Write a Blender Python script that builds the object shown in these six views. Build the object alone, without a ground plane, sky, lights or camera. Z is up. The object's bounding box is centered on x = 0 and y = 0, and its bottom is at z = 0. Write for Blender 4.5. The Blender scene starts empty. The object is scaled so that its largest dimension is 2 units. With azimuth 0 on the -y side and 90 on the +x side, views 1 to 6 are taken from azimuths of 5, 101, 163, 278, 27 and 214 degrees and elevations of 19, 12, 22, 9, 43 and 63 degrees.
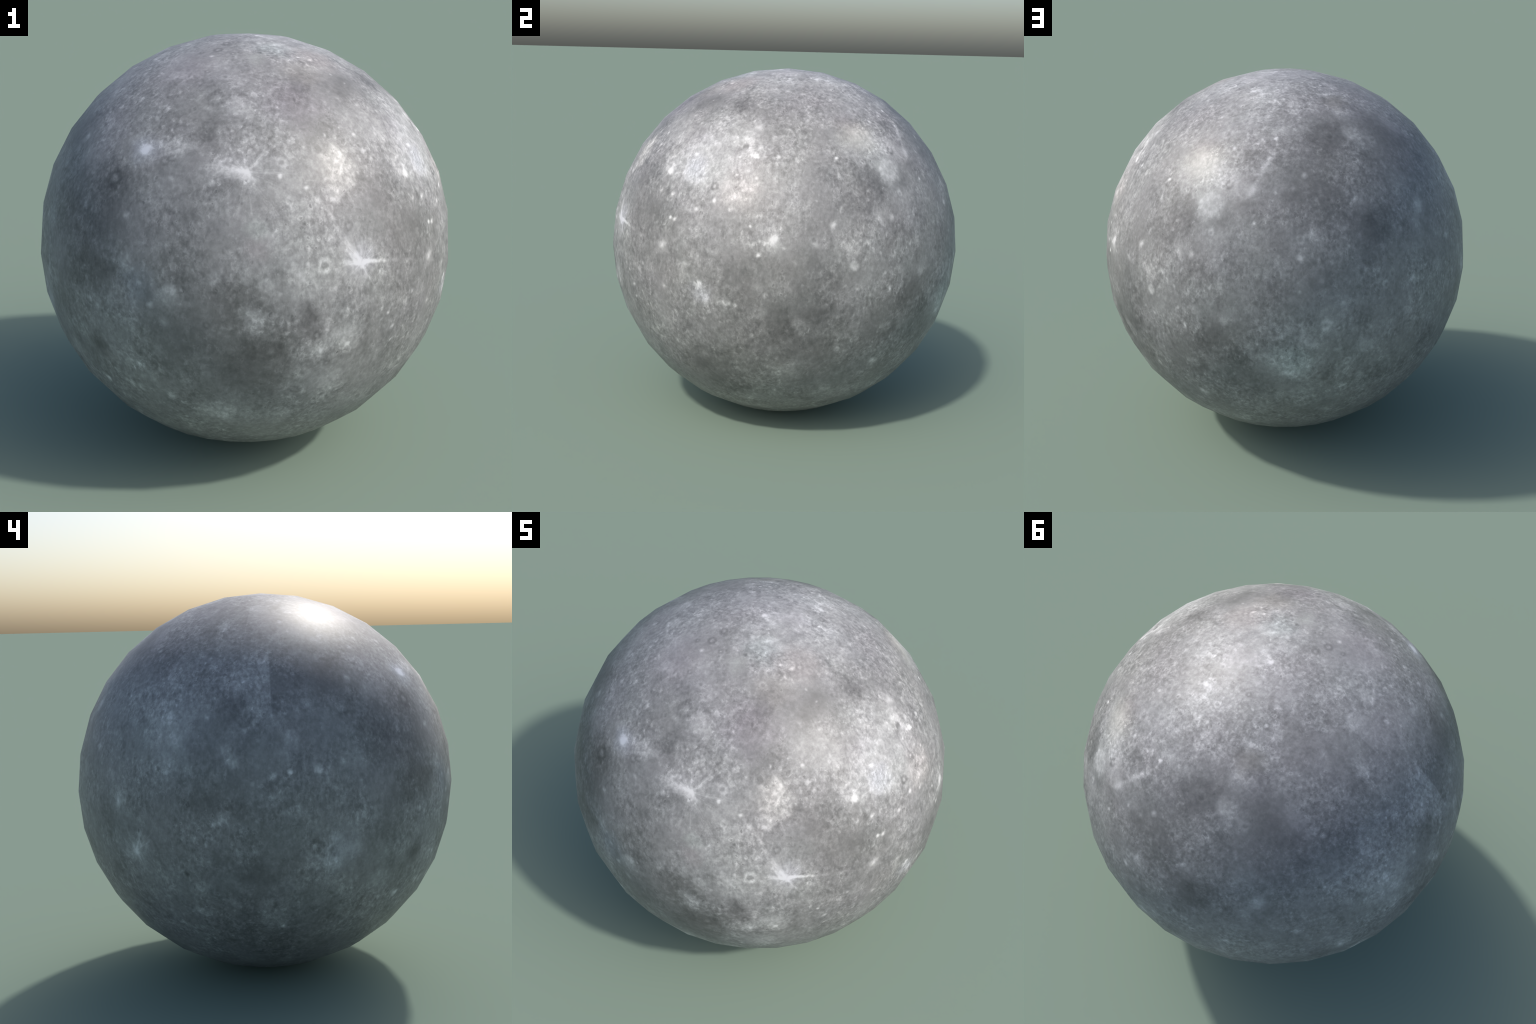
"""A cratered grey planet: one smooth-shaded globe of 32 x 16 facets resting on the
ground.  Everything on it is surface colour, so the work is in the rock material:
a base grey, broad noise mottling, procedural small craters and grain, and a
gazetteer of named kinds of landforms (pale and dark plains, fresh bright craters,
rimmed craters, ejecta rays) placed by latitude and longitude.
"""
import math
import bmesh
import bpy
from mathutils import Vector

RADIUS = 1.0
SEGMENTS, RINGS = 32, 16

# ---------------------------------------------------------------- gazetteer
# latitude, longitude (degrees, 0 = +x), radius (degrees), tone (log albedo)
PALE_PLAINS = [
    (43.2, -41.5, 6.91, +0.11), (38.2, -29.9, 5.36, +0.08), (30.2, -57.0, 2.43, +0.08), (60.5, -41.4, 4.10, +0.05),
    (28.2, -71.4, 4.88, +0.07), (84.9, -26.7, 4.04, +0.14), (74.0, -52.1, 3.33, +0.10), (73.5, 17.3, 6.12, +0.10),
    (71.1, 56.9, 5.19, +0.08), (69.4, 109.0, 2.35, +0.10), (64.4, -101.1, 6.34, +0.04), (23.2, -67.9, 18.54, +0.08),
    (7.1, -57.9, 13.64, +0.07), (6.3, -110.1, 9.07, +0.06), (53.0, -78.8, 13.84, +0.04), (30.9, -10.9, 20.47, +0.06),
    (14.8, 11.6, 18.17, +0.03), (33.4, 48.4, 9.55, +0.07), (45.3, 46.0, 20.51, +0.08), (9.5, 38.6, 14.35, +0.04),
    (-10.9, 74.3, 13.39, +0.08), (7.8, 90.5, 10.51, +0.03), (23.2, 151.9, 15.50, +0.07), (-12.6, -150.7, 12.69, +0.06),
    (89.0, 112.4, 29.43, +0.06), (54.6, -137.4, 19.61, +0.04), (39.2, -28.8, 18.60, +0.05), (70.9, -62.2, 10.18, +0.05),
    (75.8, 26.1, 21.54, +0.08), (65.1, -157.8, 14.10, +0.05), (29.3, 165.9, 12.80, +0.03), (36.4, -115.2, 4.48, +0.15),
    (38.1, -106.1, 2.21, +0.20), (38.2, -101.6, 1.28, +0.15), (33.0, -91.7, 3.26, +0.15), (32.9, -84.3, 3.07, +0.22),
    (20.0, -81.8, 2.87, +0.08), (33.7, -58.2, 4.80, +0.22), (37.3, -57.9, 2.97, +0.10), (27.3, -60.5, 1.83, +0.25),
    (30.2, -22.1, 3.23, +0.35), (10.5, -56.1, 4.81, +0.18), (5.6, -70.2, 4.36, +0.08), (-8.0, -58.4, 3.40, +0.30),
    (-9.5, -65.0, 3.00, +0.20), (-10.7, -70.2, 2.99, +0.10), (-0.9, -82.7, 2.91, +0.25), (-3.3, -80.1, 3.29, +0.12),
    (-21.1, -61.7, 4.27, +0.15), (-32.9, -73.2, 2.78, +0.12), (2.4, -102.1, 3.30, +0.15), (4.8, -101.3, 1.82, +0.12),
    (8.8, -114.3, 2.23, +0.10), (-30.4, -89.6, 4.32, +0.20), (-32.0, -95.8, 2.37, +0.10), (-20.0, -99.9, 1.72, +0.15),
    (-25.9, -113.8, 1.59, +0.20), (29.9, -22.3, 9.23, +0.20), (37.6, -9.9, 9.16, +0.12), (36.9, -1.9, 3.18, +0.22),
    (31.6, -33.1, 3.30, +0.20), (24.9, -5.1, 6.29, +0.15), (11.9, 7.0, 3.99, +0.12), (-6.3, -14.9, 3.67, +0.12),
    (6.4, -29.9, 2.34, +0.18), (2.9, -20.3, 2.29, +0.10), (-14.6, 16.3, 3.41, +0.30), (-10.3, 4.1, 2.03, +0.12),
    (-29.8, 11.7, 4.69, +0.12), (-42.5, 28.6, 4.89, +0.12), (-28.2, -15.2, 2.38, +0.08), (-48.2, -4.6, 2.98, +0.10),
    (8.9, 30.7, 3.59, +0.10), (-28.9, 44.2, 2.41, +0.20), (-15.4, 43.8, 1.88, +0.15), (31.2, 47.5, 3.49, +0.30),
    (39.1, 51.8, 3.78, +0.20), (36.4, 59.1, 2.39, +0.15), (23.1, 50.6, 4.19, +0.12), (19.0, 41.5, 2.74, +0.12),
    (41.4, 40.2, 5.68, +0.22), (41.0, 49.9, 3.02, +0.10), (36.7, 61.0, 2.13, +0.12), (27.4, 119.8, 2.23, +0.20),
    (25.2, 79.7, 1.68, +0.20), (23.9, 81.5, 2.95, +0.12), (53.4, 104.2, 2.66, +0.15), (55.0, 72.0, 2.62, +0.12),
    (2.5, 56.7, 2.58, +0.12), (-5.8, 79.0, 1.94, +0.20), (-15.6, 73.4, 3.08, +0.25), (-10.5, 68.9, 3.48, +0.15),
    (-15.8, 77.5, 3.97, +0.15), (-2.1, 71.5, 2.57, +0.15), (-0.3, 84.1, 2.15, +0.15), (-43.0, 55.3, 2.88, +0.15),
    (8.9, 53.8, 1.71, +0.15), (-35.5, 88.3, 2.34, +0.15), (-8.6, 95.8, 2.65, +0.15), (-0.4, 109.8, 2.23, +0.10),
    (-13.3, 91.4, 1.77, +0.12), (5.4, 88.0, 2.56, +0.10), (21.8, 160.1, 5.78, +0.12), (13.4, 160.9, 2.05, +0.12),
    (34.5, 179.7, 4.52, +0.10), (13.8, 178.9, 2.41, +0.15), (1.1, 143.8, 2.14, +0.20), (8.1, 139.8, 1.51, +0.15),
    (19.2, -164.9, 2.21, +0.20), (29.4, -160.6, 1.63, +0.12), (35.8, -143.8, 1.47, +0.12), (13.2, -146.6, 4.09, +0.12),
    (6.1, -140.8, 4.55, +0.08), (-11.5, 149.2, 4.70, +0.13), (-0.7, 176.0, 1.81, +0.20), (-19.9, 168.8, 2.50, +0.12),
    (-28.3, 167.4, 2.34, +0.15), (-31.9, -169.9, 3.81, +0.15), (-7.2, -153.9, 2.04, +0.20), (-10.3, -150.0, 2.88, +0.18),
    (-13.1, -153.5, 2.26, +0.22), (-11.8, -157.6, 3.27, +0.10), (-21.7, -138.2, 3.86, +0.08), (-28.6, -129.4, 2.21, +0.15),
    (0.6, -162.9, 2.01, +0.12), (68.8, -77.6, 3.31, +0.06), (50.0, -88.2, 3.67, +0.12), (72.2, 40.8, 2.02, +0.20),
    (69.2, 49.0, 4.83, +0.12), (64.9, 77.5, 2.37, +0.12), (51.5, 105.5, 3.15, +0.10), (61.0, 104.1, 2.15, +0.16),
    (56.7, 170.2, 2.39, +0.12), (55.6, 151.7, 3.15, +0.10), (54.0, 134.3, 2.74, +0.10), (65.3, -155.1, 1.83, +0.15),
    (24.4, 116.1, 2.88, +0.12),
]
DARK_PLAINS = [
    (28.8, -44.0, 6.14, -0.08), (36.9, -60.6, 3.63, -0.06), (55.2, -66.9, 4.46, -0.05), (56.9, -16.5, 2.60, -0.08),
    (84.6, -103.5, 2.83, -0.08), (81.1, -141.8, 4.42, -0.04), (58.9, -56.8, 4.36, -0.08), (65.9, 103.2, 2.74, -0.05),
    (52.5, 0.1, 5.20, -0.03), (-10.2, -89.2, 16.70, -0.10), (12.5, -130.5, 15.02, -0.10), (23.9, -93.2, 8.10, -0.05),
    (15.7, -38.5, 10.28, -0.04), (-19.5, 12.6, 28.17, -0.08), (23.7, 38.0, 15.84, -0.03), (-37.7, -19.2, 16.03, -0.05),
    (11.2, -30.9, 12.45, -0.04), (34.4, 91.8, 19.23, -0.06), (-10.1, 55.8, 13.48, -0.08), (21.8, 104.8, 11.54, -0.06),
    (2.7, -169.3, 20.50, -0.04), (26.4, -137.1, 13.77, -0.05), (-43.9, -175.1, 25.14, -0.08), (-28.4, 125.0, 14.33, -0.04),
    (19.4, 178.1, 9.90, -0.04), (25.4, -44.4, 13.46, -0.06), (56.8, -63.9, 9.97, -0.03), (62.2, 13.5, 16.01, -0.03),
    (51.4, 129.2, 17.67, -0.06), (42.0, -150.9, 9.62, -0.06), (21.6, 128.0, 13.60, -0.03), (27.0, -121.5, 6.01, -0.19),
    (18.3, -128.3, 9.56, -0.12), (21.4, -122.1, 5.64, -0.10), (40.4, -96.2, 2.20, -0.13), (43.5, -94.8, 2.95, -0.08),
    (57.7, -98.9, 3.05, -0.06), (30.1, -88.9, 2.52, -0.10), (53.2, -45.2, 4.27, -0.08), (-1.5, -68.5, 2.94, -0.20),
    (-6.7, -78.5, 5.52, -0.18), (-15.8, -81.2, 7.51, -0.14), (3.7, -86.1, 4.70, -0.12), (-16.6, -43.1, 2.79, -0.12),
    (4.5, -81.7, 3.25, -0.10), (5.0, -126.8, 5.00, -0.20), (6.4, -119.0, 3.01, -0.12), (13.1, -100.2, 3.26, -0.10),
    (-14.8, -124.5, 3.56, -0.20), (-8.9, -105.8, 5.63, -0.11), (12.2, -110.1, 2.20, -0.08), (7.7, -99.1, 1.81, -0.10),
    (24.6, -20.8, 3.21, -0.16), (55.1, -13.6, 3.32, -0.13), (56.5, -36.1, 5.37, -0.10), (29.9, 24.0, 3.15, -0.06),
    (29.9, -9.4, 2.27, -0.05), (-15.1, 16.4, 10.47, -0.20), (0.6, 20.6, 6.70, -0.10), (-0.1, -2.0, 6.72, -0.06),
    (-30.6, -16.6, 7.19, -0.12), (-15.6, -21.1, 2.82, -0.10), (-39.6, -10.5, 6.33, -0.12), (-11.5, 19.7, 3.62, -0.16),
    (-16.3, 10.5, 3.19, -0.16), (-8.1, 24.1, 2.71, -0.10), (-5.9, 51.7, 4.72, -0.10), (-18.9, 46.0, 3.79, -0.08),
    (28.6, 39.7, 5.03, -0.13), (21.7, 33.4, 4.06, -0.12), (45.9, 37.5, 4.20, -0.05), (27.9, 52.8, 2.81, -0.10),
    (27.1, 44.0, 5.17, -0.10), (46.1, 59.0, 3.02, -0.08), (33.9, 76.9, 5.50, -0.08), (44.5, 74.6, 6.85, -0.06),
    (31.5, 62.3, 3.38, -0.08), (33.4, 88.2, 5.53, -0.13), (26.5, 99.7, 5.58, -0.13), (51.9, 87.0, 4.79, -0.13),
    (49.5, 120.8, 5.87, -0.10), (43.8, 135.7, 4.64, -0.08), (-12.0, 58.3, 5.28, -0.16), (-21.5, 62.3, 5.38, -0.12),
    (8.4, 67.7, 4.66, -0.08), (-15.9, 85.0, 3.98, -0.10), (-14.5, 119.6, 4.21, -0.12), (-20.5, 102.0, 3.65, -0.12),
    (0.2, 94.6, 3.04, -0.08), (11.2, 81.8, 3.81, -0.08), (29.0, 178.7, 4.07, -0.13), (17.0, 171.9, 4.45, -0.10),
    (20.1, 142.6, 3.86, -0.08), (6.9, 172.3, 6.46, -0.10), (42.2, 149.5, 4.32, -0.08), (34.7, -152.7, 7.04, -0.10),
    (20.4, -140.3, 6.65, -0.14), (25.3, -148.5, 2.47, -0.08), (-16.1, 167.6, 3.32, -0.08), (-3.1, 138.0, 5.24, -0.12),
    (5.1, 178.6, 8.03, -0.08), (-13.1, -176.7, 6.11, -0.08), (-19.5, 137.2, 2.67, -0.10), (-5.2, -138.2, 6.28, -0.10),
    (-28.0, -152.6, 3.82, -0.12), (-14.6, -170.0, 5.30, -0.10), (-41.5, -172.5, 10.88, -0.12), (55.7, -101.6, 3.31, -0.10),
    (72.9, 33.4, 4.84, -0.11), (43.4, -58.1, 3.22, -0.08), (65.1, 108.8, 3.13, -0.03), (54.2, 92.7, 6.32, -0.13),
    (36.6, 77.6, 4.11, -0.06), (56.4, 119.2, 4.30, -0.10), (42.7, 128.7, 6.74, -0.08), (53.9, 162.7, 2.38, -0.08),
    (24.3, 101.8, 3.73, -0.14),
]
FRESH_CRATERS_NORTH = [
    (36.4, -115.2, 1.86, +0.50), (20.2, -115.3, 1.04, +0.30), (26.4, -120.1, 0.52, +0.35), (46.3, -135.6, 0.86, +0.25),
    (48.2, -113.7, 0.83, +0.25), (43.7, -145.1, 0.56, +0.20), (36.0, -143.5, 0.88, +0.25), (33.3, -123.1, 0.68, +0.25),
    (30.3, -104.6, 0.91, +0.20), (28.6, -32.8, 1.17, +0.55), (22.0, -28.3, 0.71, +0.40), (22.5, -33.5, 0.70, +0.35),
    (15.1, -27.1, 0.72, +0.55), (36.6, -47.1, 0.83, +0.40), (41.0, -47.8, 0.61, +0.40), (41.6, -58.9, 0.60, +0.30),
    (35.0, -23.7, 0.72, +0.40), (28.9, -68.1, 0.73, +0.40), (31.9, -75.0, 0.65, +0.40), (35.0, -57.7, 0.67, +0.20),
    (38.8, -66.8, 0.59, +0.25), (10.2, -55.0, 1.26, +0.30), (35.7, -0.5, 0.91, +0.55), (41.2, -4.8, 1.83, +0.30),
    (46.0, -1.5, 1.29, +0.30), (21.6, -12.1, 0.81, +0.40), (14.8, -25.5, 0.83, +0.55), (18.7, -17.9, 0.64, +0.35),
    (11.9, 7.0, 1.60, +0.36), (7.1, 2.9, 0.80, +0.60), (14.9, 0.2, 0.53, +0.50), (36.0, 7.4, 0.72, +0.45),
    (35.4, -6.2, 0.55, +0.30), (10.1, 19.1, 1.11, +0.25), (15.8, 24.4, 1.25, +0.35), (35.7, 27.9, 0.64, +0.50),
    (34.6, 14.1, 0.90, +0.25), (39.2, -5.1, 0.91, -0.40), (29.8, -6.3, 0.63, +0.25), (29.0, 0.6, 0.54, +0.30),
    (19.2, -6.7, 0.72, +0.25), (23.5, -5.1, 1.57, +0.15), (9.1, 10.0, 0.53, +0.30), (10.7, 35.4, 0.99, +0.30),
    (17.1, 44.5, 1.01, +0.30), (22.6, 19.6, 0.45, +0.25), (22.7, 36.9, 0.64, +0.25), (17.7, 35.3, 0.54, +0.25),
    (52.7, 68.2, 0.78, +0.50), (41.1, 79.3, 1.02, +0.40), (36.1, 69.1, 0.68, +0.30), (37.3, 74.9, 0.68, +0.25),
    (27.6, 63.0, 0.59, +0.35), (33.7, 82.5, 0.93, +0.25), (58.7, 35.3, 0.54, +0.40), (32.0, 44.4, 0.78, +0.20),
    (30.2, 28.1, 0.98, +0.25), (14.9, 67.5, 0.67, +0.20), (27.4, 119.8, 0.98, +0.20), (15.8, 131.3, 1.30, +0.30),
    (33.2, 95.4, 0.94, +0.20), (25.2, 86.9, 0.93, +0.20), (18.4, 76.5, 1.09, +0.25), (8.5, 111.7, 1.24, +0.25),
    (27.6, 98.0, 0.51, +0.20), (12.1, 82.4, 1.27, +0.15), (9.3, 76.4, 0.68, +0.25), (22.0, -177.8, 0.89, +0.30),
    (17.5, 176.9, 1.53, +0.15), (25.5, 171.4, 0.73, +0.20), (11.6, -158.4, 1.53, +0.38), (11.1, -165.8, 0.80, +0.50),
    (10.1, -170.3, 1.00, +0.30), (26.4, -166.1, 0.57, +0.30), (27.0, -148.4, 0.91, +0.25), (7.9, -146.5, 0.65, +0.20),
    (16.4, -167.2, 1.20, +0.12), (42.4, -171.5, 0.50, +0.25), (8.4, -175.5, 0.72, +0.15), (19.3, -173.9, 0.64, +0.20),
    (68.7, -110.2, 0.67, +0.35), (66.7, -40.5, 0.74, +0.40), (68.6, -47.6, 0.50, +0.35), (50.9, -85.8, 0.90, +0.20),
    (86.9, -37.9, 0.86, +0.30), (51.2, -73.6, 1.05, +0.12), (56.2, -35.2, 0.41, +0.30), (51.0, -37.0, 0.41, +0.30),
    (76.7, -53.4, 0.92, +0.20), (72.0, -74.8, 0.67, -0.25), (60.1, -37.4, 0.49, +0.25), (75.4, 116.9, 0.63, +0.35),
    (61.3, 107.4, 0.98, +0.15), (79.3, 62.7, 0.72, +0.20), (72.2, 40.8, 0.81, +0.20), (58.1, -163.3, 0.81, +0.25),
    (80.1, 131.7, 0.71, +0.25), (65.6, 155.9, 0.98, +0.15), (44.5, 155.2, 0.48, +0.20), (24.1, 81.2, 0.93, +0.15),
    (51.3, 110.0, 0.63, +0.15),
]
FRESH_CRATERS_SOUTH = [
    (-3.9, -46.2, 0.69, +0.40), (-8.2, -43.9, 0.78, +0.40), (-12.2, -43.6, 0.55, +0.35), (-24.3, -34.8, 1.04, +0.25),
    (6.8, -79.2, 1.62, +0.20), (-5.2, -73.9, 0.52, +0.35), (-9.9, -57.8, 0.68, +0.30), (-10.7, -65.1, 0.83, +0.30),
    (-23.4, -68.0, 0.97, +0.20), (-0.3, -37.6, 0.63, +0.30), (-2.3, -48.6, 0.77, +0.25), (4.4, -75.9, 0.65, +0.25),
    (-0.9, -77.2, 0.91, +0.15), (-10.0, -77.6, 0.93, +0.20), (0.1, -106.6, 0.92, +0.35), (-3.8, -103.4, 1.30, +0.22),
    (-17.4, -111.7, 1.24, +0.30), (-15.7, -117.9, 0.78, +0.25), (-27.2, -104.5, 1.57, +0.22), (-28.0, -127.4, 1.23, +0.30),
    (-2.2, -125.2, 0.77, +0.25), (-20.7, -108.2, 1.36, +0.15), (4.9, -99.0, 0.51, +0.30), (-14.0, -88.5, 0.75, +0.15),
    (-3.4, -15.0, 1.60, +0.40), (-7.6, -7.5, 1.00, +0.30), (-7.7, -5.8, 0.91, +0.25), (-8.3, -3.8, 0.82, +0.40),
    (-10.9, -11.8, 0.83, +0.40), (-5.6, -28.1, 1.03, +0.30), (-17.6, 1.1, 0.82, +0.40), (6.5, -29.6, 1.03, +0.20),
    (-4.8, 5.0, 0.90, +0.25), (-24.1, -32.9, 1.36, +0.25), (-22.4, -38.2, 1.23, +0.25), (-14.1, -8.7, 0.46, +0.30),
    (-8.8, -16.7, 0.65, +0.25), (3.9, 31.0, 1.26, +0.35), (-2.7, 32.0, 0.82, +0.25), (-0.1, 55.3, 1.42, +0.25),
    (-22.1, 27.8, 0.93, +0.25), (-5.0, 36.6, 0.69, +0.20), (-34.2, 41.0, 1.36, +0.15), (-15.8, 22.7, 1.60, +0.12),
    (-17.7, 33.9, 1.48, +0.12), (-3.3, 43.2, 0.65, +0.25), (-29.1, 43.7, 1.16, +0.20), (-8.8, 74.2, 1.21, +0.20),
    (-14.9, 56.6, 0.53, +0.25), (-22.8, 90.5, 1.27, +0.25), (-7.2, 22.8, 0.65, +0.25), (-13.8, 79.3, 0.79, +0.15),
    (-8.5, 56.0, 0.79, +0.20), (1.3, 114.2, 0.63, +0.25), (4.4, 146.5, 1.06, +0.12), (4.5, 126.6, 0.54, +0.20),
    (6.4, -154.0, 0.73, +0.20), (2.4, -152.4, 0.57, +0.25), (-11.5, 149.2, 1.54, +0.30), (-2.4, 173.8, 0.81, +0.35),
    (-18.0, 177.4, 1.24, +0.15), (-10.0, -175.1, 1.13, +0.20), (-6.0, 173.2, 0.57, +0.20), (-34.0, 158.8, 0.87, +0.20),
    (-34.0, -167.3, 0.85, +0.40), (-2.9, 164.0, 0.66, +0.20), (-24.5, 157.1, 0.69, +0.20), (-16.8, 165.1, 0.67, -0.25),
    (-14.4, 164.5, 0.58, -0.20), (-35.3, 165.8, 0.61, +0.20), (1.2, 143.8, 1.07, +0.15), (-7.2, -153.9, 1.14, +0.15),
    (-13.3, -153.4, 1.03, +0.15), (-25.5, -116.9, 1.27, +0.20), (-16.7, -113.9, 0.82, +0.20), (-1.2, -136.1, 0.84, +0.15),
    (-19.3, -151.3, 0.58, +0.20), (2.6, -174.0, 0.48, +0.20), (-39.0, -155.4, 0.87, +0.15),
]
RIMMED_CRATERS = [
    (31.1, 48.0, 2.83, +0.05), (28.1, -122.3, 1.88, -0.24), (52.6, -96.2, 1.95, -0.18), (60.3, -95.4, 0.92, +0.12),
    (57.4, -105.9, 1.00, -0.12), (34.3, -107.8, 0.96, -0.15), (38.1, -106.1, 1.66, +0.10), (35.2, -74.2, 1.02, +0.20),
    (36.5, -35.3, 1.01, -0.10), (10.7, -65.1, 1.53, +0.30), (27.3, -61.0, 1.54, +0.15), (19.2, -57.9, 0.96, -0.15),
    (14.8, -72.4, 1.62, +0.12), (25.9, -73.0, 0.87, +0.12), (-1.2, -72.7, 1.65, +0.12), (-6.3, -66.6, 0.93, -0.20),
    (-16.9, -69.1, 1.33, +0.12), (-25.8, -61.8, 1.10, +0.12), (6.6, -79.2, 1.51, +0.12), (-15.0, -62.9, 0.69, -0.12),
    (8.2, -102.8, 1.53, -0.12), (-32.1, -96.3, 1.19, +0.08), (-3.4, -92.9, 0.81, -0.15), (25.7, -13.1, 1.00, -0.25),
    (58.1, 3.1, 1.04, +0.10), (8.5, -10.5, 1.71, +0.12), (11.6, 18.6, 0.98, +0.12), (-32.1, 9.3, 0.75, +0.15),
    (-18.2, 27.1, 1.11, +0.15), (4.1, 31.0, 1.17, +0.15), (-2.2, 32.0, 0.82, +0.12), (-22.4, 28.1, 0.74, +0.12),
    (15.0, 39.1, 1.82, +0.12), (37.5, 52.9, 1.03, -0.15), (53.1, 44.6, 1.32, +0.12), (60.9, 54.8, 0.89, +0.12),
    (23.9, 50.0, 0.77, +0.12), (13.7, 94.2, 1.54, +0.15), (23.4, 76.8, 1.01, +0.15), (23.5, 108.4, 1.13, +0.10),
    (27.0, 99.3, 3.01, +0.07), (11.4, 104.1, 1.04, +0.10), (8.7, 101.7, 0.96, +0.12), (27.0, 105.2, 1.04, +0.08),
    (39.7, 88.5, 1.03, +0.12), (53.4, 104.2, 1.99, +0.08), (27.2, 119.7, 1.52, +0.10), (-15.0, 102.0, 0.72, +0.15),
    (-12.8, 90.4, 0.97, +0.12), (-0.4, 83.6, 1.29, +0.12), (-1.8, 87.4, 0.78, -0.15), (-8.7, -159.5, 1.54, -0.24),
    (-13.6, -153.2, 0.66, -0.12), (5.9, -156.0, 0.73, -0.15), (-16.6, -134.6, 0.94, -0.10), (-21.9, -153.3, 1.25, -0.10),
    (23.7, -161.4, 1.05, -0.10), (35.6, -143.9, 1.01, +0.08), (29.6, -145.0, 0.75, -0.12), (72.8, -111.2, 1.02, -0.22),
    (70.2, -121.4, 0.51, -0.18), (77.1, -110.9, 0.94, -0.18), (71.1, -96.1, 0.50, -0.15), (66.6, -35.4, 0.91, -0.12),
    (63.2, -60.7, 0.90, +0.10), (51.0, -73.5, 1.13, +0.10), (58.9, -163.1, 0.81, -0.10), (62.1, -105.9, 0.58, -0.15),
    (79.0, -80.6, 2.11, +0.07), (62.2, 81.3, 1.34, +0.15), (58.5, 51.0, 1.14, +0.12), (81.1, 78.5, 0.56, -0.20),
    (75.2, 117.0, 0.78, -0.15), (61.3, 117.9, 1.25, +0.10), (49.7, 113.5, 1.18, +0.12), (63.5, 68.9, 0.88, +0.12),
    (58.4, 3.2, 0.94, -0.12), (67.5, 62.5, 0.80, +0.12), (60.2, 41.2, 0.57, -0.15), (46.0, 142.9, 1.43, -0.15),
    (62.7, 170.1, 1.03, -0.08), (70.7, -163.9, 0.56, -0.12), (60.1, 140.0, 1.09, +0.10),
]
# from latitude, longitude, to latitude, longitude, width, tone
EJECTA_RAYS = [
    (10.9, -55.9, 32.8, -68.1, 0.33, +0.30),
    (10.6, -57.0, 23.7, -66.1, 0.30, +0.25),
    (10.3, -54.8, 6.5, -33.5, 0.30, +0.18),
    (10.2, -56.2, 11.7, -72.5, 0.33, +0.16),
    (9.2, -54.6, -0.7, -48.3, 0.33, +0.18),
    (11.2, -55.4, 17.4, -54.0, 0.37, +0.15),
    (9.8, -56.2, 1.6, -61.4, 0.37, +0.12),
    (9.9, -54.3, 5.4, -46.4, 0.30, +0.12),
    (10.8, -55.7, 18.6, -58.0, 0.30, +0.15),
    (33.1, -84.3, 34.0, -106.7, 0.33, +0.22),
    (32.9, -84.3, 31.5, -103.5, 0.36, +0.18),
    (32.9, -83.9, 24.1, -91.7, 0.32, +0.14),
    (33.3, -83.9, 44.6, -87.2, 0.33, +0.14),
    (33.3, -83.5, 40.4, -74.3, 0.36, +0.14),
    (32.9, -83.5, 32.4, -72.6, 0.36, +0.14),
    (32.5, -83.4, 19.7, -82.5, 0.36, +0.14),
    (33.3, -84.3, 37.4, -97.9, 0.33, +0.16),
    (32.7, -83.5, 23.2, -75.1, 0.32, +0.12),
    (33.3, -84.8, 41.9, -92.5, 0.29, +0.12),
    (-11.5, 149.2, -3.0, 145.5, 0.43, +0.15),
    (-12.0, 149.4, -20.3, 152.8, 0.43, +0.15),
    (-12.0, 149.4, -25.4, 140.0, 0.43, +0.12),
    (-11.5, 149.2, -4.0, 152.1, 0.38, +0.14),
    (-11.7, 149.5, -16.9, 159.5, 0.43, +0.12),
    (-12.1, 150.0, -23.8, 148.0, 0.34, +0.12),
    (-34.0, -167.3, -35.2, 169.3, 0.34, +0.14),
    (-34.0, -167.3, -21.9, -177.6, 0.34, +0.12),
    (-34.4, -167.2, -33.2, -155.8, 0.34, +0.12),
    (-33.7, -167.3, -26.3, -174.2, 0.34, +0.12),
    (-33.7, -167.2, -29.6, -140.7, 0.34, +0.10),
    (10.3, -54.0, 9.2, -42.9, 0.50, +0.25),
    (11.1, -55.9, 21.2, -62.1, 0.59, +0.32),
    (10.6, -56.6, 16.7, -60.9, 0.48, +0.25),
    (10.5, -54.3, 8.9, -42.9, 0.52, +0.35),
    (10.3, -56.1, 11.6, -63.4, 0.59, +0.18),
    (9.2, -54.8, 5.5, -52.3, 0.48, +0.20),
    (21.2, -62.1, 28.2, -67.1, 0.51, +0.12),
    (33.1, -84.3, 33.9, -100.4, 0.79, +0.20),
    (32.3, -84.7, 32.2, -92.9, 1.08, +0.12),
    (33.3, -83.9, 37.2, -79.4, 0.90, +0.12),
    (32.5, -83.4, 26.9, -81.8, 0.90, +0.12),
    (47.4, 67.7, 33.8, 59.9, 0.77, +0.40),
    (33.7, 95.2, 28.4, 90.1, 0.60, +0.17),
    (35.9, 145.6, 32.7, 138.9, 0.48, +0.15),
    (25.2, 121.6, 22.3, 118.5, 0.41, +0.12),
    (86.6, -40.4, 79.4, -31.1, 0.86, +0.20),
    (-0.3, -19.6, -5.4, -14.8, 0.73, +0.15),
    (-7.6, -9.2, -8.4, -3.4, 0.55, +0.15),
    (-16.6, -112.5, -18.5, -110.1, 0.46, +0.20),
    (67.5, 12.9, 74.3, 12.2, 0.66, +0.14),
    (67.8, 32.1, 76.7, 75.7, 2.45, +0.06),
]
SPOKED_CRATERS = [
    (10.4, -55.2, 12.24, +0.20), (32.9, -84.3, 15.16, +0.20), (-11.5, 149.2, 13.67, +0.20), (11.9, 7.0, 4.88, +0.20),
    (-33.6, -168.3, 16.17, +0.12), (36.4, -115.2, 5.22, +0.12), (-0.1, 55.3, 3.45, +0.20),
]
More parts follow.
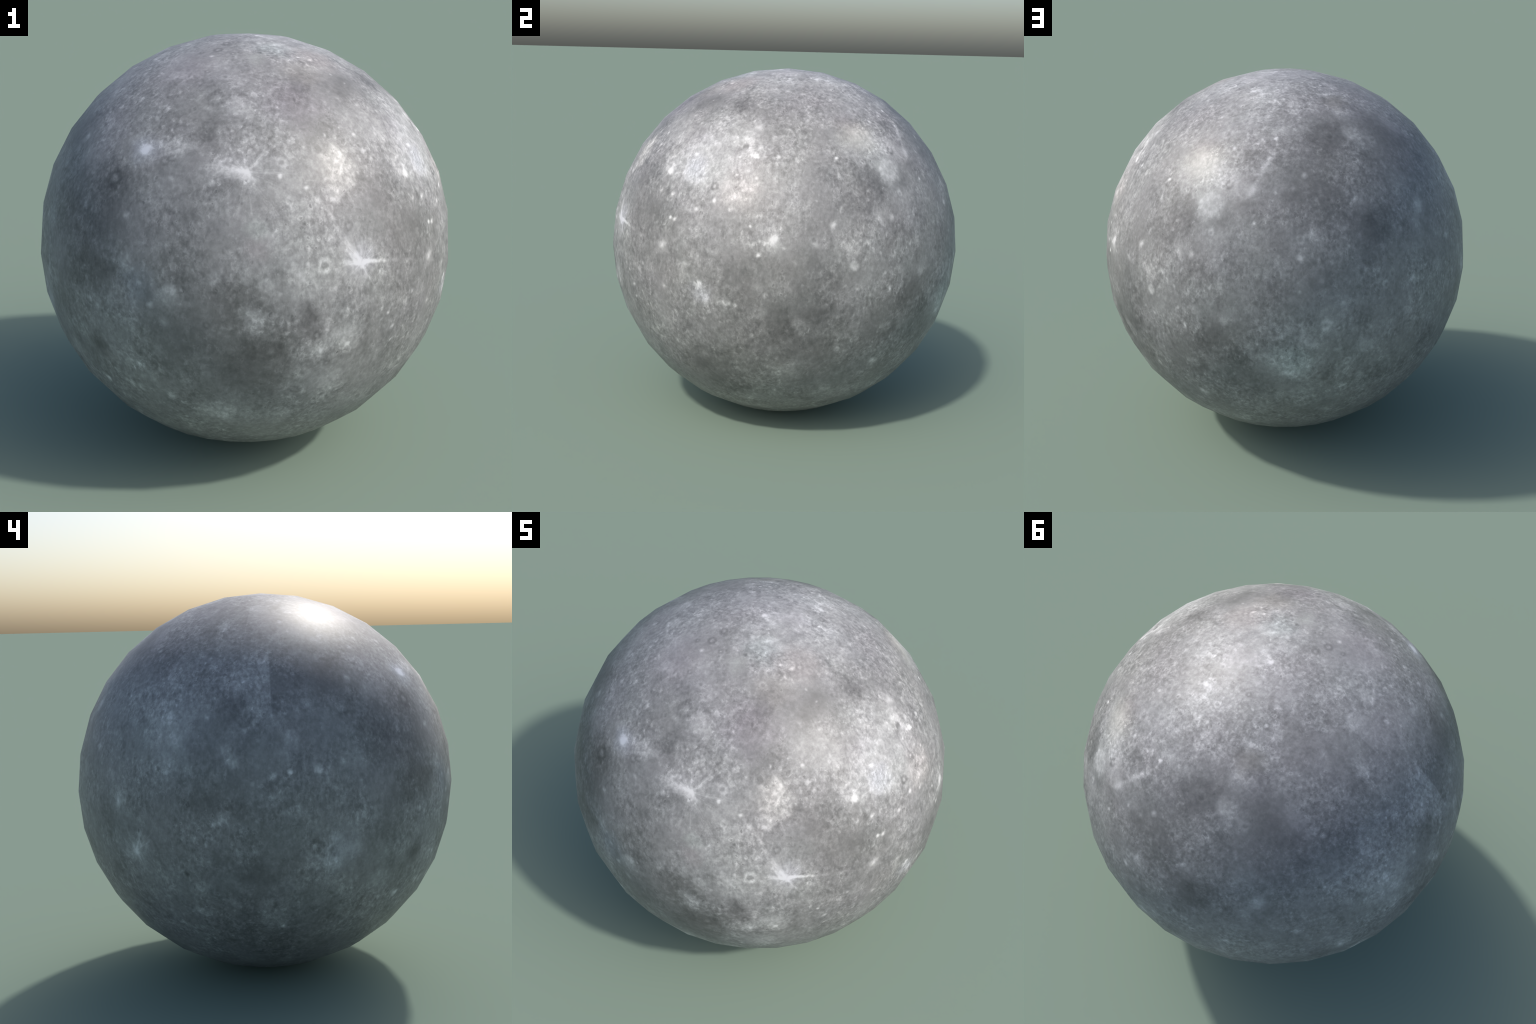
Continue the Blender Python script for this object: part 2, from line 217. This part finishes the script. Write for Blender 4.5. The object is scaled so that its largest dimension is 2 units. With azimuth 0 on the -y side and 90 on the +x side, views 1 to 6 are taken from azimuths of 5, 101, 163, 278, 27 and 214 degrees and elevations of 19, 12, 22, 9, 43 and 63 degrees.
RUGGED_UPLANDS = [
    (68.9, 51.4, 13.25, +1.00), (88.4, 32.2, 6.01, +1.20), (61.5, 94.6, 13.74, +0.50), (56.5, 31.0, 14.87, +0.70),
    (72.4, 8.2, 12.05, +0.70), (65.3, -54.6, 7.39, +0.60), (56.0, 11.7, 18.82, +0.55), (71.9, -105.9, 10.53, +0.35),
]
# calm tracts: latitude, longitude, radius, how much of the grain remains
SMOOTH_GROUND = [
    (65.7, -111.1, 13.87, +0.60), (44.7, -43.4, 6.90, +0.55), (68.8, -77.6, 3.72, +0.50), (65.1, 108.8, 3.52, +0.50),
    (10.0, 80.6, 10.58, +0.70), (-6.0, -94.5, 8.10, +0.70), (63.0, -173.6, 10.42, +0.70), (49.4, 119.2, 9.82, +0.75),
    (-18.5, 168.1, 6.66, +0.75), (56.7, -37.2, 5.74, +0.60),
]
MAP_SEAMS = [
    (60.0, 180.0, 12.0, +0.10), (35.5, -170.0, 13.0, -0.22),
]


# tinted ground: latitude, longitude, radius (degrees), (red, green, blue) shift
TINTS = [
    (33.7, -58.2, 5.9, (0.030, 0.010, -0.020)),
    (24.9, -5.1, 6.7, (0.040, 0.000, -0.015)),
    (30.5, -21.9, 4.2, (-0.020, -0.010, 0.040)),
    (10.4, -55.2, 4.5, (-0.010, -0.020, 0.040)),
    (-6.3, -14.9, 3.7, (-0.010, -0.010, 0.040)),
    (20.0, -81.8, 2.9, (-0.020, 0.020, -0.010)),
    (15.0, -82.6, 3.2, (0.030, -0.010, 0.000)),
    (73.3, -59.6, 4.6, (-0.030, 0.020, 0.010)),
    (68.8, -77.6, 3.3, (-0.010, 0.020, -0.010)),
    (67.5, -34.3, 6.2, (0.035, -0.010, -0.020)),
    (61.7, -54.7, 5.7, (0.030, 0.000, -0.030)),
    (36.4, -115.2, 4.1, (-0.030, -0.010, 0.050)),
    (4.3, -109.5, 5.2, (-0.040, -0.010, 0.050)),
    (-12.1, 73.3, 7.4, (-0.040, 0.020, 0.010)),
    (-10.5, -152.3, 5.8, (-0.020, -0.010, 0.030)),
    (65.1, 108.8, 4.3, (0.030, 0.010, -0.030)),
    (62.9, -120.2, 10.6, (0.010, -0.010, 0.010)),
    (51.1, -67.0, 8.1, (0.020, -0.020, 0.020)),
    (43.4, 39.7, 6.6, (0.030, 0.015, -0.030)),
    (47.8, 38.7, 5.6, (0.025, -0.010, -0.000)),
]

# ---------------------------------------------------------------- tuning
BASE_COLOUR = (0.243, 0.243, 0.245)
ROUGHNESS = 0.5
PLAIN_GAIN = 2.6       # how strongly landform tones act on the log albedo


def on_globe(lat, lon):
    a, b = math.radians(lat), math.radians(lon)
    return Vector((math.cos(a) * math.cos(b), math.cos(a) * math.sin(b), math.sin(a)))


class Graph:
    """Small helper for wiring shader nodes."""

    def __init__(self, tree):
        self.tree = tree

    def put(self, socket, value):
        if isinstance(value, bpy.types.NodeSocket):
            self.tree.links.new(value, socket)
        elif value is not None:
            socket.default_value = value

    def node(self, kind, **settings):
        n = self.tree.nodes.new(kind)
        for k, v in settings.items():
            setattr(n, k, v)
        return n

    def math(self, op, a, b=None, c=None, clamp=False):
        n = self.node("ShaderNodeMath", operation=op, use_clamp=clamp)
        for s, v in zip(n.inputs, (a, b, c)):
            self.put(s, v)
        return n.outputs[0]

    def vec(self, op, a, b=None, scale=None):
        n = self.node("ShaderNodeVectorMath", operation=op)
        self.put(n.inputs[0], a)
        self.put(n.inputs[1], b)
        if scale is not None:
            self.put(n.inputs["Scale"], scale)
        return n.outputs["Value" if op in ("DISTANCE", "DOT_PRODUCT", "LENGTH") else "Vector"]

    def ramp(self, x, x0, x1, y0, y1, kind="SMOOTHSTEP"):
        n = self.node("ShaderNodeMapRange", interpolation_type=kind)
        for s, v in zip(n.inputs, (x, x0, x1, y0, y1)):
            self.put(s, v)
        return n.outputs[0]

    def noise(self, where, scale, detail, rough=0.55, colour=False):
        n = self.node("ShaderNodeTexNoise")
        self.put(n.inputs["Vector"], where)
        n.inputs["Scale"].default_value = scale
        n.inputs["Detail"].default_value = detail
        n.inputs["Roughness"].default_value = rough
        return n.outputs["Color" if colour else "Fac"]

    def centred(self, x, gain):
        return self.math("MULTIPLY_ADD", x, gain, -0.5 * gain)


def packed_craters(g, where, scale):
    """Rim (positive) and floor (negative) of packed craters, one per Voronoi cell."""
    v = g.node("ShaderNodeTexVoronoi", feature="F1")
    g.put(v.inputs["Vector"], where)
    v.inputs["Scale"].default_value = scale
    dice = g.node("ShaderNodeSeparateColor")
    g.put(dice.inputs[0], v.outputs["Color"])
    ratio = g.math("DIVIDE", v.outputs["Distance"], g.math("MULTIPLY_ADD", dice.outputs[0], 0.25, 0.2))
    rim = g.ramp(g.math("ABSOLUTE", g.math("SUBTRACT", ratio, 1.0)), 0.0, 0.6, 1.0, 0.0)
    bowl = g.ramp(ratio, 0.2, 0.95, 1.0, 0.0)
    return g.math("MULTIPLY", g.math("SUBTRACT", rim, bowl), dice.outputs[1])


def crater_field(g, where, scale, keep, rim_gain, floor_gain):
    """Scattered small craters: one per Voronoi cell, ring radius and tone varying."""
    v = g.node("ShaderNodeTexVoronoi", feature="F1")
    g.put(v.inputs["Vector"], where)
    v.inputs["Scale"].default_value = scale
    d = v.outputs["Distance"]
    dice = g.node("ShaderNodeSeparateColor")
    g.put(dice.inputs[0], v.outputs["Color"])
    size = g.math("MULTIPLY_ADD", g.math("POWER", dice.outputs[0], 1.6), 0.36, 0.12)
    ratio = g.math("DIVIDE", d, size)
    away = g.math("ABSOLUTE", g.math("SUBTRACT", ratio, 1.0))
    rim = g.ramp(away, 0.0, 0.55, 1.0, 0.0)
    floor = g.ramp(ratio, 0.45, 1.0, 1.0, 0.0)
    used = g.ramp(dice.outputs[1], 1 - keep, 1 - keep * 0.6, 0.0, 1.0, "LINEAR")
    fill = g.centred(dice.outputs[2], 2.0)
    tone = g.math("ADD", g.math("MULTIPLY", rim, rim_gain),
                  g.math("MULTIPLY", floor, g.math("MULTIPLY_ADD", fill, floor_gain, 0.1 * floor_gain)))
    return g.math("MULTIPLY", tone, used)


def rock_material(name, centre, reach):
    """Rock for the part of the globe within `reach` (chord) of direction `centre`;
    only landforms that touch it are wired in, so every region costs little."""
    mat = bpy.data.materials.new(name)
    mat.use_nodes = True
    g = Graph(mat.node_tree)
    bsdf = mat.node_tree.nodes["Principled BSDF"]
    here = g.vec("NORMALIZE", g.node("ShaderNodeTexCoord").outputs["Object"])

    def near(place, size):
        return (place - centre).length < reach + size

    # ragged coordinates: landform borders wander, small craters wobble
    drift = g.vec("SUBTRACT", g.noise(here, 7.0, 5, 0.62, colour=True), (0.5, 0.5, 0.5))
    ragged = g.vec("ADD", here, g.vec("SCALE", drift, scale=0.13))
    wobble = g.vec("ADD", here, g.vec("SCALE", g.vec("SUBTRACT", g.noise(here, 34.0, 2, 0.6, colour=True),
                                                     (0.5, 0.5, 0.5)), scale=0.016))
    fine = g.vec("SCALE", g.vec("ADD", g.vec("SCALE", here, scale=2.0), wobble), scale=1 / 3)
    stretched = g.vec("MULTIPLY", wobble, (1.0, 1.0, 0.74))

    tone = g.centred(g.noise(here, 2.6, 2, 0.6), 0.2)

    def add(x):
        nonlocal tone
        tone = g.math("ADD", tone, x)

    # plains: soft-edged patches
    for lat, lon, size, amount in PALE_PLAINS + DARK_PLAINS:
        c, r = on_globe(lat, lon), math.radians(size)
        if near(c, 1.6 * r + 0.08):
            add(g.ramp(g.vec("DISTANCE", ragged, c), 0.1 * r, 1.6 * r, amount, 0.0))
    # the ground shows through the plains unevenly
    patchy = g.ramp(g.noise(wobble, 13.0, 4, 0.62), 0.3, 0.7, 0.6, 1.4, "LINEAR")
    tone = g.math("MULTIPLY", tone, g.math("MULTIPLY", patchy, PLAIN_GAIN))
    tone = g.math("SMOOTH_MAX", g.math("SMOOTH_MIN", tone, 0.58, 0.5), -0.6, 0.4)
    add(g.centred(g.noise(ragged, 8.0, 4, 0.65), 0.75))
    # fresh craters: small bright blobs with a tight core
    for lat, lon, size, amount in FRESH_CRATERS_NORTH + FRESH_CRATERS_SOUTH:
        c, r = on_globe(lat, lon), math.radians(size)
        if near(c, 1.6 * r + 0.02):
            add(g.ramp(g.vec("DISTANCE", wobble, c), 0.0, 1.45 * r, 2.0 * amount, 0.0))
    # rimmed craters: a ring, and a floor of the opposite, weaker tone
    for lat, lon, size, amount in RIMMED_CRATERS:
        c, r = on_globe(lat, lon), math.radians(size)
        if near(c, 1.8 * r + 0.03):
            d = g.vec("DISTANCE", fine, c)
            off = g.math("ABSOLUTE", g.math("SUBTRACT", d, r * 0.92))
            add(g.ramp(off, 0.0, max(0.75 * r, 0.011), amount * 1.6, 0.0))
            add(g.ramp(d, 0.3 * r, 0.8 * r, -0.8 * amount, 0.0))
    # ejecta rays: tapering lines
    for lat, lon, lat2, lon2, width, amount in EJECTA_RAYS:
        a, b = on_globe(lat, lon), on_globe(lat2, lon2)
        if near((a + b) / 2, (b - a).length / 2 + 0.05):
            w, run = math.radians(width), b - a
            rel = g.vec("SUBTRACT", fine, a)
            t = g.math("MULTIPLY", g.vec("DOT_PRODUCT", rel, run), 1 / run.length_squared, clamp=True)
            d = g.vec("DISTANCE", rel, g.vec("SCALE", run, scale=t))
            line = g.ramp(d, 0.0, 1.7 * w, 1.35 * amount, 0.0)
            add(g.math("MULTIPLY", line, g.ramp(t, 0.3, 1.0, 1.0, 0.25)))
    # ray craters: fine spokes around a fresh crater
    for lat, lon, size, amount in SPOKED_CRATERS:
        c, r = on_globe(lat, lon), math.radians(size)
        if near(c, r):
            rel = g.vec("SUBTRACT", here, c)
            heading, far = g.vec("NORMALIZE", rel), g.vec("LENGTH", rel)
            broad = g.ramp(g.noise(heading, 3.0, 2, 0.6), 0.45, 0.72, 0.0, 1.0)
            thin = g.ramp(g.noise(heading, 8.5, 3, 0.7), 0.52, 0.70, 0.0, 1.0)
            fan = g.math("MULTIPLY", broad, g.ramp(far, 0.0, 0.5 * r, 1.1 * amount, 0.0))
            line = g.math("MULTIPLY", thin, g.ramp(far, 0.04 * r, r, 1.5 * amount, 0.0, "LINEAR"))
            add(g.math("ADD", fan, line))
    # north-south seams of the original colour map, copied as abrupt tone steps
    for lat, lon, size, amount in MAP_SEAMS:
        c, r = on_globe(lat, lon), math.radians(size)
        if near(c, r):
            east = Vector((-math.sin(math.radians(lon)), math.cos(math.radians(lon)), 0))
            side = g.ramp(g.vec("DOT_PRODUCT", here, east), -0.004, 0.004, -1.0, 1.0)
            fade = g.ramp(g.vec("DISTANCE", here, c), 0.3 * r, r, amount, 0.0)
            add(g.math("MULTIPLY", side, fade))

    # small scattered craters and grain
    field = g.vec("ADD", stretched, g.vec("SCALE", drift, scale=0.05))
    big = crater_field(g, wobble, 13.0, 0.5, 0.11, 0.16)
    small = crater_field(g, field, 27.0, 0.6, 0.15, 0.26)
    tiny = crater_field(g, field, 58.0, 0.7, 0.18, 0.24)
    rough = g.ramp(g.noise(here, 4.5, 2, 0.5), 0.35, 0.62, 0.55, 1.2)
    for lat, lon, size, calm in SMOOTH_GROUND:
        c, r = on_globe(lat, lon), math.radians(size)
        if near(c, 1.3 * r + 0.05):
            rough = g.math("MULTIPLY", rough, g.ramp(g.vec("DISTANCE", ragged, c), 0.6 * r, 1.3 * r, calm, 1.0))
    # rugged uplands: packed craters with pale rims and dark floors
    rugged = None
    for lat, lon, size, amount in RUGGED_UPLANDS:
        c, r = on_globe(lat, lon), math.radians(size)
        if near(c, 1.4 * r + 0.07):
            m = g.ramp(g.vec("DISTANCE", ragged, c), 0.4 * r, 1.4 * r, amount, 0.0)
            rugged = m if rugged is None else g.math("MAXIMUM", rugged, m)
    if rugged is not None:
        packed = g.math("MULTIPLY_ADD", packed_craters(g, field, 30.0), 0.24,
                        g.math("MULTIPLY", packed_craters(g, fine, 17.0), 0.13))
        add(g.math("MULTIPLY", packed, rugged))
    mottle = g.math("MULTIPLY", g.centred(g.noise(stretched, 21.0, 4, 0.68), 1.05), rough)
    grain = g.math("MULTIPLY", g.centred(g.noise(stretched, 54.0, 2, 0.6), 1.25), rough)
    freckle = g.ramp(g.noise(stretched, 33.0, 1, 0.5), 0.62, 0.80, 0.0, 0.3)
    small, tiny, freckle = (g.math("MULTIPLY", x, rough) for x in (small, tiny, freckle))
    for x in (big, small, tiny, mottle, grain, freckle):
        add(x)

    tone = g.math("SMOOTH_MIN", tone, 1.1, 0.5)
    albedo = g.math("EXPONENT", g.math("SUBTRACT", tone, 0.06))
    # hue: faint warm, cool and greenish drifts
    hue = g.vec("SCALE", g.vec("SUBTRACT", g.noise(g.vec("ADD", ragged, (3.1, 1.7, 5.2)), 3.2, 3, 0.6, colour=True),
                               (0.5, 0.5, 0.5)), scale=0.06)
    for lat, lon, size, shift in TINTS:
        c, r = on_globe(lat, lon), math.radians(size)
        if near(c, 1.4 * r + 0.08):
            hue = g.vec("ADD", hue, g.vec("SCALE", shift, scale=g.ramp(
                g.vec("DISTANCE", ragged, c), 0.2 * r, 1.4 * r, 1.0, 0.0)))
    colour = g.vec("MULTIPLY", g.vec("ADD", hue, (1.0, 1.0, 1.0)), BASE_COLOUR)
    colour = g.vec("SCALE", colour, scale=albedo)
    g.put(bsdf.inputs["Base Color"], colour)
    bsdf.inputs["Roughness"].default_value = ROUGHNESS

    return mat


def build_planet():
    bm = bmesh.new()
    bmesh.ops.create_uvsphere(bm, u_segments=SEGMENTS, v_segments=RINGS, radius=RADIUS)
    mesh = bpy.data.meshes.new("planet")
    # regions of the material: the 42 corners of a once-divided icosahedron
    ico = bmesh.new()
    bmesh.ops.create_icosphere(ico, subdivisions=2, radius=1.0)
    regions = [v.co.normalized() for v in ico.verts]
    ico.free()
    reach = [0.0] * len(regions)
    for f in bm.faces:
        k = min(range(len(regions)), key=lambda i: (f.calc_center_median().normalized() - regions[i]).length)
        f.material_index = k
        f.smooth = True
        reach[k] = max(reach[k], max((v.co.normalized() - regions[k]).length for v in f.verts))
    bm.to_mesh(mesh)
    bm.free()
    for c, r in zip(regions, reach):
        mesh.materials.append(rock_material("cratered_rock", c, r))
    planet = bpy.data.objects.new("planet", mesh)
    planet.location = (0, 0, RADIUS)
    planet["label"] = "grey cratered rocky planet globe with bright ray craters"
    planet["category"] = "planet"
    bpy.context.collection.objects.link(planet)


build_planet()
